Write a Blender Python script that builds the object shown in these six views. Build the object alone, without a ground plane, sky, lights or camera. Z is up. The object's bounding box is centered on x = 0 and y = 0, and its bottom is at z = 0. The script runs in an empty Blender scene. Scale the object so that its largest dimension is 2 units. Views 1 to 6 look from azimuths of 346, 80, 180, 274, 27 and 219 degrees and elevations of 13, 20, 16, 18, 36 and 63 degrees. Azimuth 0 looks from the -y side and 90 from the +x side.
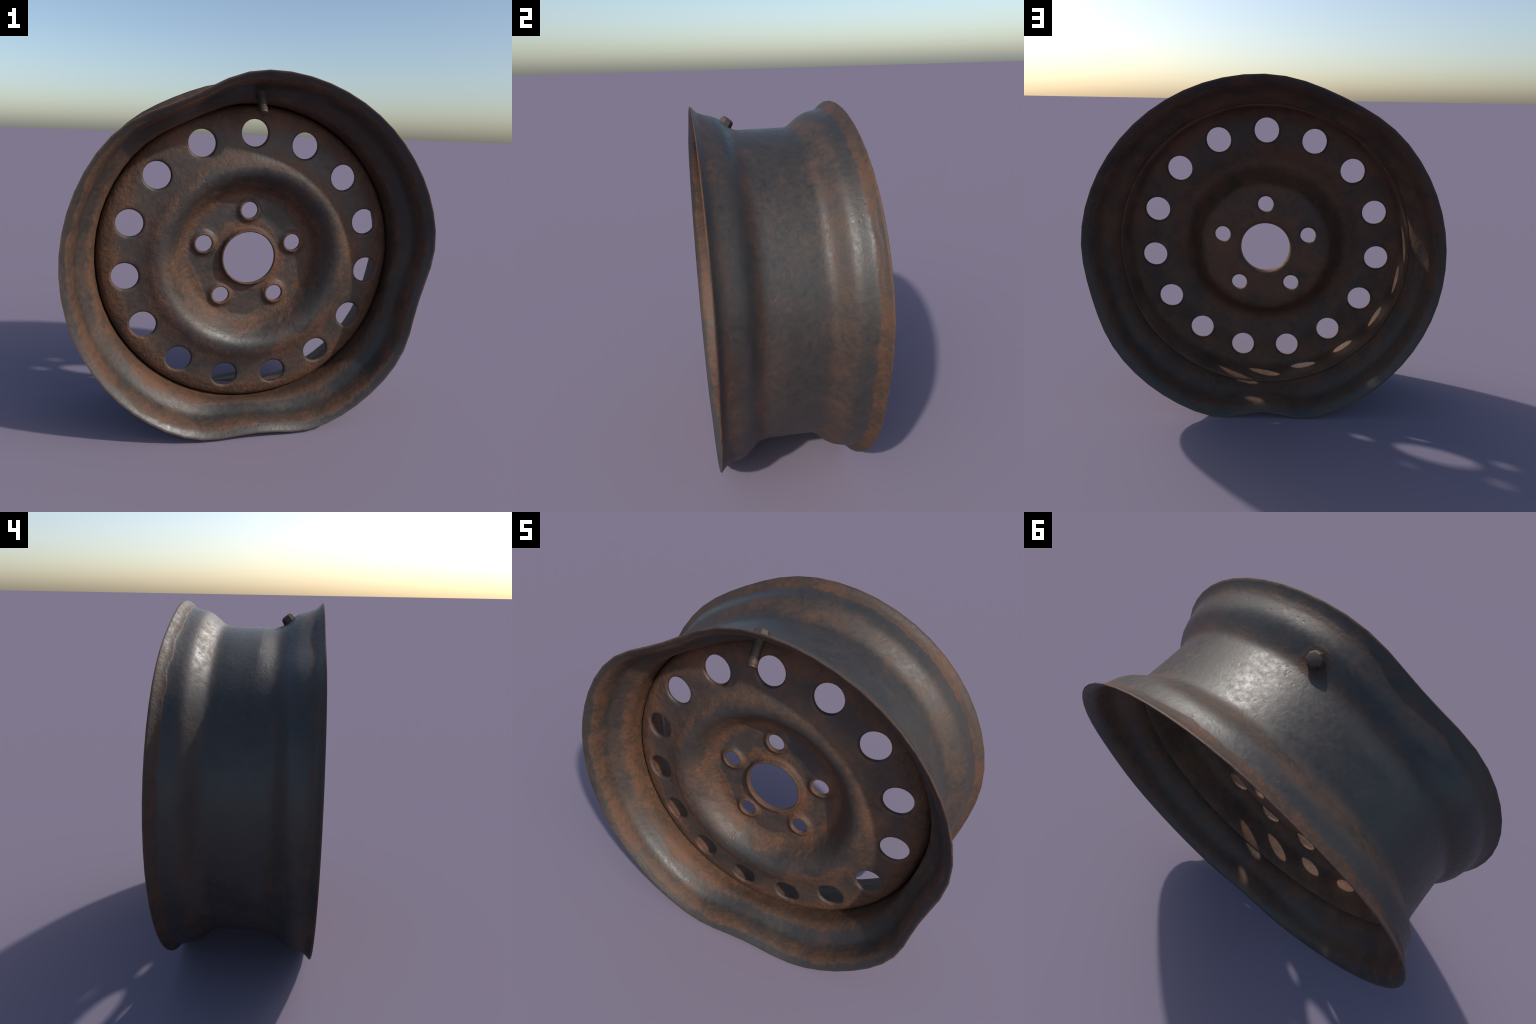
# A bent, rusted pressed-steel car wheel standing upright on its rim.
# Wheel frame: axis along y (front face towards -y), centre of the axle at HUB.
import bpy, math

HUB = (0.0055, 0.0, 0.9600)
TAU = math.tau

# ----------------------------------------------------------------------------
# small helpers
# ----------------------------------------------------------------------------
def smooth(a, b, x):
    t = min(1.0, max(0.0, (x - a) / (b - a)))
    return t * t * (3 - 2 * t)


def spline(points, x):
    """Cubic (finite-difference tangents, limited) through (x, y) points sorted by x."""
    n = len(points)
    if x <= points[0][0]:
        return points[0][1]
    if x >= points[-1][0]:
        return points[-1][1]
    i = next(k for k in range(n - 1) if points[k][0] <= x <= points[k + 1][0])

    def slope(k):
        if k == 0 or k == n - 1:
            j = min(max(k, 1), n - 1)
            return (points[j][1] - points[j - 1][1]) / (points[j][0] - points[j - 1][0])
        s0 = (points[k][1] - points[k - 1][1]) / (points[k][0] - points[k - 1][0])
        s1 = (points[k + 1][1] - points[k][1]) / (points[k + 1][0] - points[k][0])
        return 0.0 if s0 * s1 <= 0 else 2 * s0 * s1 / (s0 + s1)

    (x0, y0), (x1, y1) = points[i], points[i + 1]
    h = x1 - x0
    t = (x - x0) / h
    m0, m1 = slope(i) * h, slope(i + 1) * h
    return ((2 * t**3 - 3 * t**2 + 1) * y0 + (t**3 - 2 * t**2 + t) * m0
            + (-2 * t**3 + 3 * t**2) * y1 + (t**3 - t**2) * m1)


def new_object(name, verts, faces, materials, face_mats=None, parent=None, sharp=45):
    mesh = bpy.data.meshes.new(name)
    mesh.from_pydata(verts, [], faces)
    mesh.validate()
    for m in materials:
        mesh.materials.append(m)
    if face_mats:
        mesh.polygons.foreach_set("material_index", face_mats)
    mesh.polygons.foreach_set("use_smooth", [True] * len(mesh.polygons))
    mesh.set_sharp_from_angle(angle=math.radians(sharp))
    ob = bpy.data.objects.new(name, mesh)
    bpy.context.scene.collection.objects.link(ob)
    if parent:
        ob.parent = parent
    return ob


# ----------------------------------------------------------------------------
# materials: dark mill-scale steel under rust
# ----------------------------------------------------------------------------
class Nodes:
    def __init__(self, name):
        self.mat = bpy.data.materials.new(name)
        self.mat.use_nodes = True
        self.t = self.mat.node_tree
        self.bsdf = self.t.nodes["Principled BSDF"]

    def link(self, a, b):
        self.t.links.new(a, b)

    def put(self, socket, value):
        if isinstance(value, (int, float)):
            socket.default_value = value
        else:
            self.link(value, socket)

    def math(self, op, a, b=0.0, clamp=False):
        n = self.t.nodes.new("ShaderNodeMath")
        n.operation, n.use_clamp = op, clamp
        self.put(n.inputs[0], a)
        self.put(n.inputs[1], b)
        return n.outputs[0]

    def noise(self, vec, scale, detail=5.0, rough=0.55, warp=0.0):
        n = self.t.nodes.new("ShaderNodeTexNoise")
        n.inputs["Scale"].default_value = scale
        n.inputs["Detail"].default_value = detail
        n.inputs["Roughness"].default_value = rough
        n.inputs["Distortion"].default_value = warp
        self.link(vec, n.inputs["Vector"])
        return n.outputs["Fac"]

    def ramp(self, value, stops, ease="EASE"):
        n = self.t.nodes.new("ShaderNodeValToRGB")
        n.color_ramp.interpolation = ease
        e = n.color_ramp.elements
        while len(e) < len(stops):
            e.new(0.5)
        for k, (p, c) in enumerate(stops):
            e[k].position = p
            e[k].color = (c, c, c, 1) if isinstance(c, (int, float)) else (*c, 1)
        self.link(value, n.inputs[0])
        return n.outputs[0]

    def span(self, value, lo, hi, a=0.0, b=1.0, kind="SMOOTHSTEP"):
        n = self.t.nodes.new("ShaderNodeMapRange")
        n.interpolation_type = kind
        self.put(n.inputs[0], value)
        for k, v in enumerate((lo, hi, a, b), 1):
            n.inputs[k].default_value = v
        return n.outputs[0]

    def mix(self, fac, a, b):
        n = self.t.nodes.new("ShaderNodeMix")
        n.data_type = "RGBA"
        self.put(n.inputs[0], fac)
        for s, v in ((n.inputs[6], a), (n.inputs[7], b)):
            if isinstance(v, tuple):
                s.default_value = (*v, 1)
            else:
                self.link(v, s)
        return n.outputs[2]


def bands(lo, hi, stops):
    """Ramp stops given in metres, rescaled to 0..1 between lo and hi."""
    return [((p - lo) / (hi - lo), c) for p, c in stops]


def rusty_steel(name, axis, lo, hi, stops, seed, spots=(), bump=0.2, deep=1.0, cloud=1.2):
    """axis 'y': rust laid down in hoops along the width; 'r': in rings about the axle."""
    n = Nodes(name)
    co = n.t.nodes.new("ShaderNodeTexCoord").outputs["Object"]
    mp = n.t.nodes.new("ShaderNodeMapping")
    mp.inputs["Location"].default_value = (seed, seed * 0.7, -seed)
    n.link(co, mp.inputs["Vector"])
    vec = mp.outputs[0]
    sep = n.t.nodes.new("ShaderNodeSeparateXYZ")
    n.link(co, sep.inputs[0])
    x, y, z = sep.outputs
    if axis == "y":
        pos = y
    else:
        pos = n.math("SQRT", n.math("ADD", n.math("MULTIPLY", x, x), n.math("MULTIPLY", z, z)))

    patch = n.noise(vec, 2.6, 5.0, 0.6, 0.3)
    blot = n.noise(vec, 8.0, 6.0, 0.62, 0.4)
    fine = n.noise(vec, 42.0, 6.0, 0.65)
    hammer = n.noise(vec, 46.0, 4.0, 0.6, 0.4)

    # ragged hoop position, so that band borders wander
    wander = n.math("MULTIPLY", n.math("SUBTRACT", n.noise(vec, 6.0, 2.0, 0.5), 0.5), 0.045 if axis == "y" else 0.10)
    wander = n.math("ADD", wander, n.math("MULTIPLY", n.math("SUBTRACT", fine, 0.5), 0.006))
    where = n.span(n.math("ADD", pos, wander), lo, hi, kind="LINEAR")
    band = n.ramp(where, bands(lo, hi, stops))

    amount = n.math("ADD", band, n.math("MULTIPLY", n.math("SUBTRACT", patch, 0.5), cloud))
    amount = n.math("ADD", amount, n.math("MULTIPLY", n.math("SUBTRACT", blot, 0.5), 0.7))
    for (px, py, pz, reach) in spots:
        d = n.t.nodes.new("ShaderNodeVectorMath")
        d.operation = "DISTANCE"
        n.link(co, d.inputs[0])
        d.inputs[1].default_value = (px, py, pz)
        amount = n.math("ADD", amount, n.span(d.outputs["Value"], reach * 0.45, reach, 0.9, 0.0))
    grain = n.math("ADD", amount, n.math("MULTIPLY", n.math("SUBTRACT", fine, 0.5), 0.30))
    rust = n.span(grain, -0.22, 1.10)

    steel = n.ramp(n.math("ADD", n.math("MULTIPLY", blot, 0.6), n.math("MULTIPLY", fine, 0.4)),
                   [(0.32, (0.024, 0.022, 0.020)), (0.52, (0.033, 0.030, 0.027)), (0.72, (0.046, 0.041, 0.036))])
    tone = n.math("ADD", n.math("MULTIPLY", patch, 0.25), n.math("MULTIPLY", blot, 0.40))
    tone = n.math("ADD", tone, n.math("MULTIPLY", fine, 0.35))
    dk = lambda *c: tuple(deep * v for v in c)
    oxide = n.ramp(tone, [(0.34, dk(0.046, 0.030, 0.020)), (0.45, dk(0.074, 0.041, 0.026)),
                          (0.55, dk(0.118, 0.055, 0.030)), (0.68, dk(0.172, 0.074, 0.038))])
    n.link(n.mix(rust, steel, oxide), n.bsdf.inputs["Base Color"])
    n.link(n.math("ADD", n.span(rust, 0, 1, 0.43, 0.68, "LINEAR"),
                  n.math("MULTIPLY", n.math("SUBTRACT", fine, 0.5), 0.40)), n.bsdf.inputs["Roughness"])
    n.link(n.span(rust, 0, 1, 0.08, 0.0, "LINEAR"), n.bsdf.inputs["Metallic"])
    n.link(n.span(rust, 0, 1, 0.62, 0.40, "LINEAR"), n.bsdf.inputs["Specular IOR Level"])

    # scale pits and hammered unevenness
    vor = n.t.nodes.new("ShaderNodeTexVoronoi")
    vor.inputs["Scale"].default_value = 38.0
    n.link(vec, vor.inputs["Vector"])
    pits = n.math("MULTIPLY", n.span(vor.outputs["Distance"], 0.0, 0.34, -0.45, 0.0),
                  n.span(blot, 0.50, 0.66))
    height = n.math("ADD", n.math("MULTIPLY", hammer, n.span(rust, 0.45, 0.95, 0.20, 1.3)), n.math("MULTIPLY", fine, 0.35))
    height = n.math("ADD", height, pits)
    height = n.math("ADD", height, n.math("MULTIPLY", n.noise(vec, 13.0, 2.0, 0.5, 0.8), 0.6))
    b = n.t.nodes.new("ShaderNodeBump")
    b.inputs["Strength"].default_value = bump
    b.inputs["Distance"].default_value = 0.012
    n.link(height, b.inputs["Height"])
    n.link(b.outputs[0], n.bsdf.inputs["Normal"])
    return n.mat


VALVE_AT = (-0.0025, -0.195, 0.905)      # in the wheel frame

barrel_outside = rusty_steel("rusty_steel_barrel_outside", "y", -0.40, 0.40,
    [(-0.374, 0.60), (-0.360, 0.35), (-0.345, 0.30), (-0.325, 0.55), (-0.295, 0.15), (-0.22, 0.02), (-0.17, 0.42),
     (-0.12, 0.02), (0.10, 0.0), (0.175, 0.42), (0.225, 0.38), (0.28, 0.0), (0.312, 0.05), (0.337, 1.05),
     (0.350, 0.65), (0.374, 0.70)],
    3.1, [(*VALVE_AT, 0.085)], 0.21, 0.66, 0.70)
barrel_inside = rusty_steel("rusty_steel_barrel_inside", "y", -0.40, 0.40,
    [(-0.376, 0.1), (-0.358, 0.0), (-0.341, 0.85), (-0.300, 0.75), (-0.255, 0.20), (-0.215, 0.15), (-0.160, 1.05),
     (-0.05, 1.25), (0.10, 1.10), (0.18, 0.9), (0.22, 0.5), (0.28, 0.7), (0.32, 0.95), (0.352, 0.25), (0.376, 0.15)],
    9.4, (), 0.24, 0.86)
edge_rust = rusty_steel("rusty_edge", "y", -0.40, 0.40, [(-0.4, 0.85), (0.4, 0.85)], 5.0, (), 0.2, 0.9)
bolt_rims = [(0.2752 * math.sin(TAU * k / 5), -0.02, 0.2752 * math.cos(TAU * k / 5), 0.088) for k in range(5)]
disc_front = rusty_steel("rusty_steel_disc_front", "r", 0.10, 0.90,
    [(0.14, 1.2), (0.18, 1.1), (0.24, 0.25), (0.31, 0.25), (0.37, 1.1), (0.40, 0.95), (0.45, 0.25), (0.505, 0.10),
     (0.56, 0.60), (0.61, 0.45), (0.67, 0.25), (0.72, 0.40), (0.785, 1.0), (0.85, 1.2)], 14.2, bolt_rims, 0.38, 0.92)
disc_back = rusty_steel("rusty_steel_disc_back", "r", 0.10, 0.90,
    [(0.14, 0.95), (0.34, 0.8), (0.40, 1.2), (0.55, 1.1), (0.62, 0.65), (0.74, 0.65), (0.80, 1.1), (0.85, 1.2)], 21.7)
valve_metal = rusty_steel("rusty_valve_metal", "y", -0.40, 0.40, [(-0.4, 0.45), (0.0, 0.45)], 27.0, (), 0.2, 0.75)

# ----------------------------------------------------------------------------
# top of the hierarchy
# ----------------------------------------------------------------------------
wheel = bpy.data.objects.new("steel_wheel", None)
wheel.empty_display_size = 0.2
bpy.context.scene.collection.objects.link(wheel)
wheel["label"] = "bent rusty steel car wheel rim, standing upright"
wheel["category"] = "car wheel"

# ----------------------------------------------------------------------------
# rim barrel: a rolled profile swept about the axle, lips knocked in at places
# ----------------------------------------------------------------------------
LIP_Y, LIP_R = 0.3695, 1.0045
HALF_PROFILE = [(0.0, 0.8705), (0.10, 0.8715), (0.135, 0.8730), (0.160, 0.8800), (0.183, 0.8970), (0.208, 0.9180),
                (0.229, 0.9365), (0.246, 0.9460), (0.270, 0.9535), (0.305, 0.9615), (0.333, 0.9700), (0.343, 0.9755),
                (0.353, 0.9860), (LIP_Y, LIP_R)]

# (angle in degrees from +x towards +z, depth, half-width)
FRONT_DENTS = [(114.5, 0.062, 10.8), (270.0, 0.077, 10.9), (347.3, 0.063, 10.8)]
REAR_DENTS = [(113.5, 0.021, 10.5), (269.8, 0.087, 8.0), (348.5, 0.022, 10.5)]


def dent(theta, y):
    deep = 0.0
    for side, dents in ((-1, FRONT_DENTS), (1, REAR_DENTS)):
        start = 0.02 if side < 0 else 0.10
        w = min(1.0, max(0.0, (side * y - start) / (LIP_Y - start)))
        w = 0.28 * w + 0.72 * smooth(0.0, 0.75, w)
        for a, depth, wide in dents:
            if side > 0 and depth < 0.05:
                continue
            d = (math.degrees(theta) - a + 180) % 360 - 180
            deep += w * depth * math.exp(-0.5 * (abs(d) / wide) ** 2.15)
    return max(deep, buckle(theta, y))


def buckle(theta, y):
    """The two blows to the front lip also bent the whole width of the rim a little."""
    deep = 0.0
    for a, depth, wide in REAR_DENTS:
        if depth < 0.05:
            d = (math.degrees(theta) - a + 180) % 360 - 180
            deep += depth * (0.22 + 0.78 * smooth(0.07, 0.27, y)) * math.exp(-0.5 * (abs(d) / wide) ** 2.15)
    return deep


def build_barrel():
    ys = [-LIP_Y + 2 * LIP_Y * k / 110 for k in range(111)]
    out = [(y, spline(HALF_PROFILE, abs(y))) for y in ys]
    for _ in range(6):                      # rolled steel has no sharp bends
        out = [out[0]] + [(p[0], 0.25 * o[1] + 0.5 * p[1] + 0.25 * q[1])
                          for o, p, q in zip(out, out[1:], out[2:])] + [out[-1]]
    # inner skin: offset along the profile normal; the sheet is thinner at the lip
    inn = []
    for k, (y, r) in enumerate(out):
        y0, r0 = out[max(k - 1, 0)]
        y1, r1 = out[min(k + 1, len(out) - 1)]
        l = math.hypot(y1 - y0, r1 - r0)
        t = 0.0108 - 0.0035 * smooth(0.30, LIP_Y, abs(y))
        inn.append((y + (r1 - r0) / l * t, r - (y1 - y0) / l * t))
    edge = lambda p, q, s: (0.5 * (p[0] + q[0]) + s * 0.0022, 0.5 * (p[1] + q[1]) + 0.0022)
    loop = out + [edge(out[-1], inn[-1], 1)] + inn[::-1] + [edge(out[0], inn[0], -1)]
    n, m = 60, len(loop)       # rolled in 60 flats, as its outline shows
    verts, faces, mats = [], [], []
    for i in range(n):
        th = TAU * i / n
        for y, r in loop:
            rr = r - dent(th, y)
            verts.append((rr * math.cos(th), y, rr * math.sin(th)))
    for i in range(n):
        a, b = i * m, ((i + 1) % n) * m
        for k in range(m):
            k2 = (k + 1) % m
            faces.append((a + k, a + k2, b + k2, b + k))
            mats.append(0 if k < 110 else 2 if k in (110, 111, m - 2, m - 1) else 1)
    ob = new_object("rim_barrel", verts, faces, [barrel_outside, barrel_inside, edge_rust], mats, wheel, 60)
    ob.location = HUB


build_barrel()

# ----------------------------------------------------------------------------
# pressed wheel disc: bowl, crest, vent ring with 15 holes, 5 bolt holes, hub hole
# ----------------------------------------------------------------------------
T = 0.0135                      # sheet thickness
VENTS, VENT_RING = 15, 0.7055
BOLTS, BOLT_RING = 5, 0.2752
FACE = [(0.185, -0.0060), (0.345, -0.0060), (0.366, -0.0090), (0.386, -0.0195), (0.406, -0.0445), (0.431, -0.0780),
        (0.458, -0.1105), (0.481, -0.1300), (0.502, -0.1400), (0.522, -0.1430), (0.544, -0.1395), (0.566, -0.1320),
        (0.592, -0.1215), (0.622, -0.1130), (0.655, -0.1070), (0.680, -0.1060), (0.7055, -0.1055), (0.76, -0.1025), (0.80, -0.0930)]


def face_y(r):
    return spline(FACE, r)


def back_y(r):
    s = (face_y(r + 0.002) - face_y(r - 0.002)) / 0.004
    return face_y(r) + T * math.sqrt(1 + s * s)


# outer roll and flange, front/outer skin then rear/inner skin, (r, y)
FLANGE_OUT = [(0.8630, 0.116), (0.8620, 0.06), (0.8590, 0.01), (0.8575, -0.018), (0.8565, -0.034), (0.8535, -0.047),
              (0.8485, -0.0585), (0.8410, -0.0700), (0.8310, -0.0800), (0.8165, -0.0878)]
FLANGE_IN = [(0.8120, -0.0745), (0.8245, -0.0675), (0.8325, -0.0585), (0.8385, -0.0490), (0.8430, -0.037), (0.8450, -0.025),
             (0.846, 0.01), (0.848, 0.06), (0.8500, 0.1145), (0.8560, 0.1185)]
HUB_COLLAR = [(0.178, -0.0070), (0.171, -0.0125), (0.1665, -0.0210), (0.164, -0.0300), (0.1625, -0.0390), (0.1600, -0.0425),
              (0.1555, -0.0435), (0.1520, -0.0415), (0.1505, -0.0360), (0.1510, -0.0250), (0.1535, -0.0130), (0.158, -0.0040),
              (0.165, 0.0030), (0.175, 0.0065)]
# about each hole centre: (distance, depth behind the front face)
BOLT_COLLAR = [(0.087, 0.0), (0.078, -0.0028), (0.0700, -0.0072), (0.0630, -0.0125), (0.0580, -0.0165), (0.0535, -0.0185),
               (0.0495, -0.0170), (0.0470, -0.0120), (0.0462, -0.0030), (0.0480, 0.0050), (0.0530, 0.0105), (0.065, 0.0130), (0.087, T)]
VENT_EDGE = [(0.0880, 0.0), (0.0822, 0.0008), (0.0778, 0.0030), (0.0744, 0.0075), (0.0729, 0.0125), (0.0728, 0.0175),
             (0.0742, 0.0198), (0.0764, 0.0186), (0.0800, T + 0.0022), (0.088, T)]


def build_disc():
    ARC = 12                                # arc steps per vent sector
    N = VENTS * ARC                         # steps round
    verts, faces, mats = [], [], []

    def add(x, y, z):
        verts.append((x, y, z))
        return len(verts) - 1

    def ring(r, y):
        # step 0 lies half a vent sector before straight up
        out = []
        for i in range(N):
            a = TAU * (i - ARC / 2) / N
            rr = r - smooth(0.79, 0.85, r) * (buckle(math.pi / 2 - a, y) + 0.0008)
            out.append(add(rr * math.sin(a), y, rr * math.cos(a)))
        return out

    def strip(a, b, mat, closed=True):
        n = len(a)
        for i in range(n if closed else n - 1):
            j = (i + 1) % n
            faces.append((a[i], a[j], b[j], b[i]))
            mats.append(mat)

    def holed_band(outer, inner, r_out, r_in, count, ring_r, rho, side, mat, grades):
        """Fill between two rings with `count` cells, each with a round hole; returns the hole loops."""
        step = N // count
        shift = ARC // 2 - step // 2        # cell k is centred on the angle k * 360 / count
        sides = max(6, step // 3)
        # radial sides shared by neighbours
        cols = []
        yfun = face_y if side == 0 else back_y
        for k in range(count):
            i = (k * step + shift) % N
            th = TAU * (i - ARC / 2) / N
            col = [outer[i]]
            for s in range(1, sides):
                r = r_out + (r_in - r_out) * s / sides
                col.append(add(r * math.sin(th), yfun(r), r * math.cos(th)))
            col.append(inner[i])
            cols.append(col)
        loops = []
        for k in range(count):
            i0 = k * step + shift
            left, right = cols[k], cols[(k + 1) % count]
            top = [outer[(i0 + s) % N] for s in range(step + 1)]
            bot = [inner[(i0 + s) % N] for s in range(step + 1)]
            rim = top + right[1:] + bot[::-1][1:] + left[::-1][1:-1]
            tc = TAU * k / count
            cx, cz = ring_r * math.sin(tc), ring_r * math.cos(tc)
            prev = rim
            for g in grades:
                loop = []
                for v in rim:
                    x, _, z = verts[v]
                    a = math.atan2(z - cz, x - cx)
                    hx, hz = cx + rho * math.cos(a), cz + rho * math.sin(a)
                    px, pz = x + (hx - x) * g, z + (hz - z) * g
                    loop.append(add(px, yfun(math.hypot(px, pz)), pz))
                strip(prev, loop, mat)
                prev = loop
            loops.append((cx, cz, prev))
        return loops

    def collars(front_loops, back_loops, section):
        for (cx, cz, a), (_, _, b) in zip(front_loops, back_loops):
            prev = a
            half = len(section) // 2
            for k, (rho, dy) in enumerate(section[1:-1]):
                loop = []
                for v in a:
                    x, _, z = verts[v]
                    t = math.atan2(z - cz, x - cx)
                    px, pz = cx + rho * math.cos(t), cz + rho * math.sin(t)
                    loop.append(add(px, face_y(math.hypot(px, pz)) + dy, pz))
                strip(prev, loop, 0 if k < half + 1 else 1)
                prev = loop
            strip(prev, b, 1)

    grades = (0.25, 0.5, 0.75, 1.0)
    R1, R2, R3, R4 = 0.800, 0.612, 0.366, 0.185
    # front skin, from the flange's rear end inwards
    rings = [ring(r, y) for r, y in FLANGE_OUT]
    first = rings[0]
    for a, b in zip(rings, rings[1:]):
        strip(a, b, 0)
    f1, f2 = ring(R1, face_y(R1)), ring(R2, face_y(R2))
    strip(rings[-1], f1, 0)
    vents_f = holed_band(f1, f2, R1, R2, VENTS, VENT_RING, VENT_EDGE[0][0], 0, 0, grades)
    prev = f2
    for k in range(1, 25):
        r = R2 + (R3 - R2) * k / 24
        cur = ring(r, face_y(r))
        strip(prev, cur, 0)
        prev = cur
    f4 = ring(R4, face_y(R4))
    bolts_f = holed_band(prev, f4, R3, R4, BOLTS, BOLT_RING, BOLT_COLLAR[0][0], 0, 0, grades)
    prev = f4
    for k, (r, y) in enumerate(HUB_COLLAR):
        cur = ring(r, y)
        strip(prev, cur, 0 if k < 9 else 1)
        prev = cur
    # rear skin, back out again
    b4, b3 = ring(R4, back_y(R4)), ring(R3, back_y(R3))
    strip(prev, b4, 1)
    bolts_b = holed_band(b3, b4, R3, R4, BOLTS, BOLT_RING, BOLT_COLLAR[-1][0], 1, 1, grades)
    prev = b3
    for k in range(1, 25):
        r = R3 + (R2 - R3) * k / 24
        cur = ring(r, back_y(r))
        strip(prev, cur, 1)
        prev = cur
    b1 = ring(R1, back_y(R1))
    vents_b = holed_band(b1, prev, R1, R2, VENTS, VENT_RING, VENT_EDGE[-1][0], 1, 1, grades)
    prev = b1
    for r, y in FLANGE_IN:
        cur = ring(r, y)
        strip(prev, cur, 1)
        prev = cur
    strip(prev, first, 1)
    collars(vents_f, vents_b, VENT_EDGE)
    collars(bolts_f, bolts_b, BOLT_COLLAR)

    ob = new_object("wheel_disc", verts, faces, [disc_front, disc_back], mats, wheel, 65)
    import bmesh
    bm = bmesh.new()
    bm.from_mesh(ob.data)
    bmesh.ops.recalc_face_normals(bm, faces=bm.faces)
    bm.to_mesh(ob.data)
    bm.free()
    ob.location = HUB


build_disc()

# ----------------------------------------------------------------------------
# tyre valve: stem poking to the front, nut on the outside of the slope
# ----------------------------------------------------------------------------
AX = (-0.02, 0.612, 0.790)               # valve axis, outwards


def turned(name, sections, sides, material, parent, sharp, base=(0.0, 0.0, 0.0)):
    """Sections: (distance along the valve axis, radius)."""
    l = math.sqrt(sum(c * c for c in AX))
    a = [c / l for c in AX]
    u = [1 - a[0] * a[0], -a[0] * a[1], -a[0] * a[2]]
    lu = math.sqrt(sum(c * c for c in u))
    u = [c / lu for c in u]
    w = [a[1] * u[2] - a[2] * u[1], a[2] * u[0] - a[0] * u[2], a[0] * u[1] - a[1] * u[0]]
    verts, faces = [], []
    for s, r in sections:
        for i in range(sides):
            t = TAU * (i + 0.5) / sides
            verts.append(tuple(VALVE_AT[k] + s * a[k] + r * (math.cos(t) * u[k] + math.sin(t) * w[k]) for k in range(3)))
    for j in range(len(sections) - 1):
        for i in range(sides):
            i2 = (i + 1) % sides
            faces.append((j * sides + i, j * sides + i2, (j + 1) * sides + i2, (j + 1) * sides + i))
    faces.append(tuple(range(sides))[::-1])
    faces.append(tuple((len(sections) - 1) * sides + i for i in range(sides)))
    return new_object(name, verts, faces, [material], None, parent, sharp)


stem = turned("valve", [(-0.134, 0.0170), (-0.1325, 0.0212), (-0.125, 0.0224), (-0.1235, 0.0208), (-0.121, 0.0208),
                        (-0.1195, 0.0230), (-0.097, 0.0234), (-0.0955, 0.0222), (-0.093, 0.0228), (-0.05, 0.0238),
                        (-0.028, 0.0250), (-0.018, 0.0285), (-0.012, 0.0300), (0.004, 0.0300)], 28, valve_metal, wheel, 50)
stem.location = HUB
turned("valve_nut", [(-0.008, 0.0395), (0.005, 0.0380), (0.025, 0.0345), (0.0320, 0.0280), (0.0350, 0.0195)], 8, valve_metal, stem, 28)

bpy.context.view_layer.update()
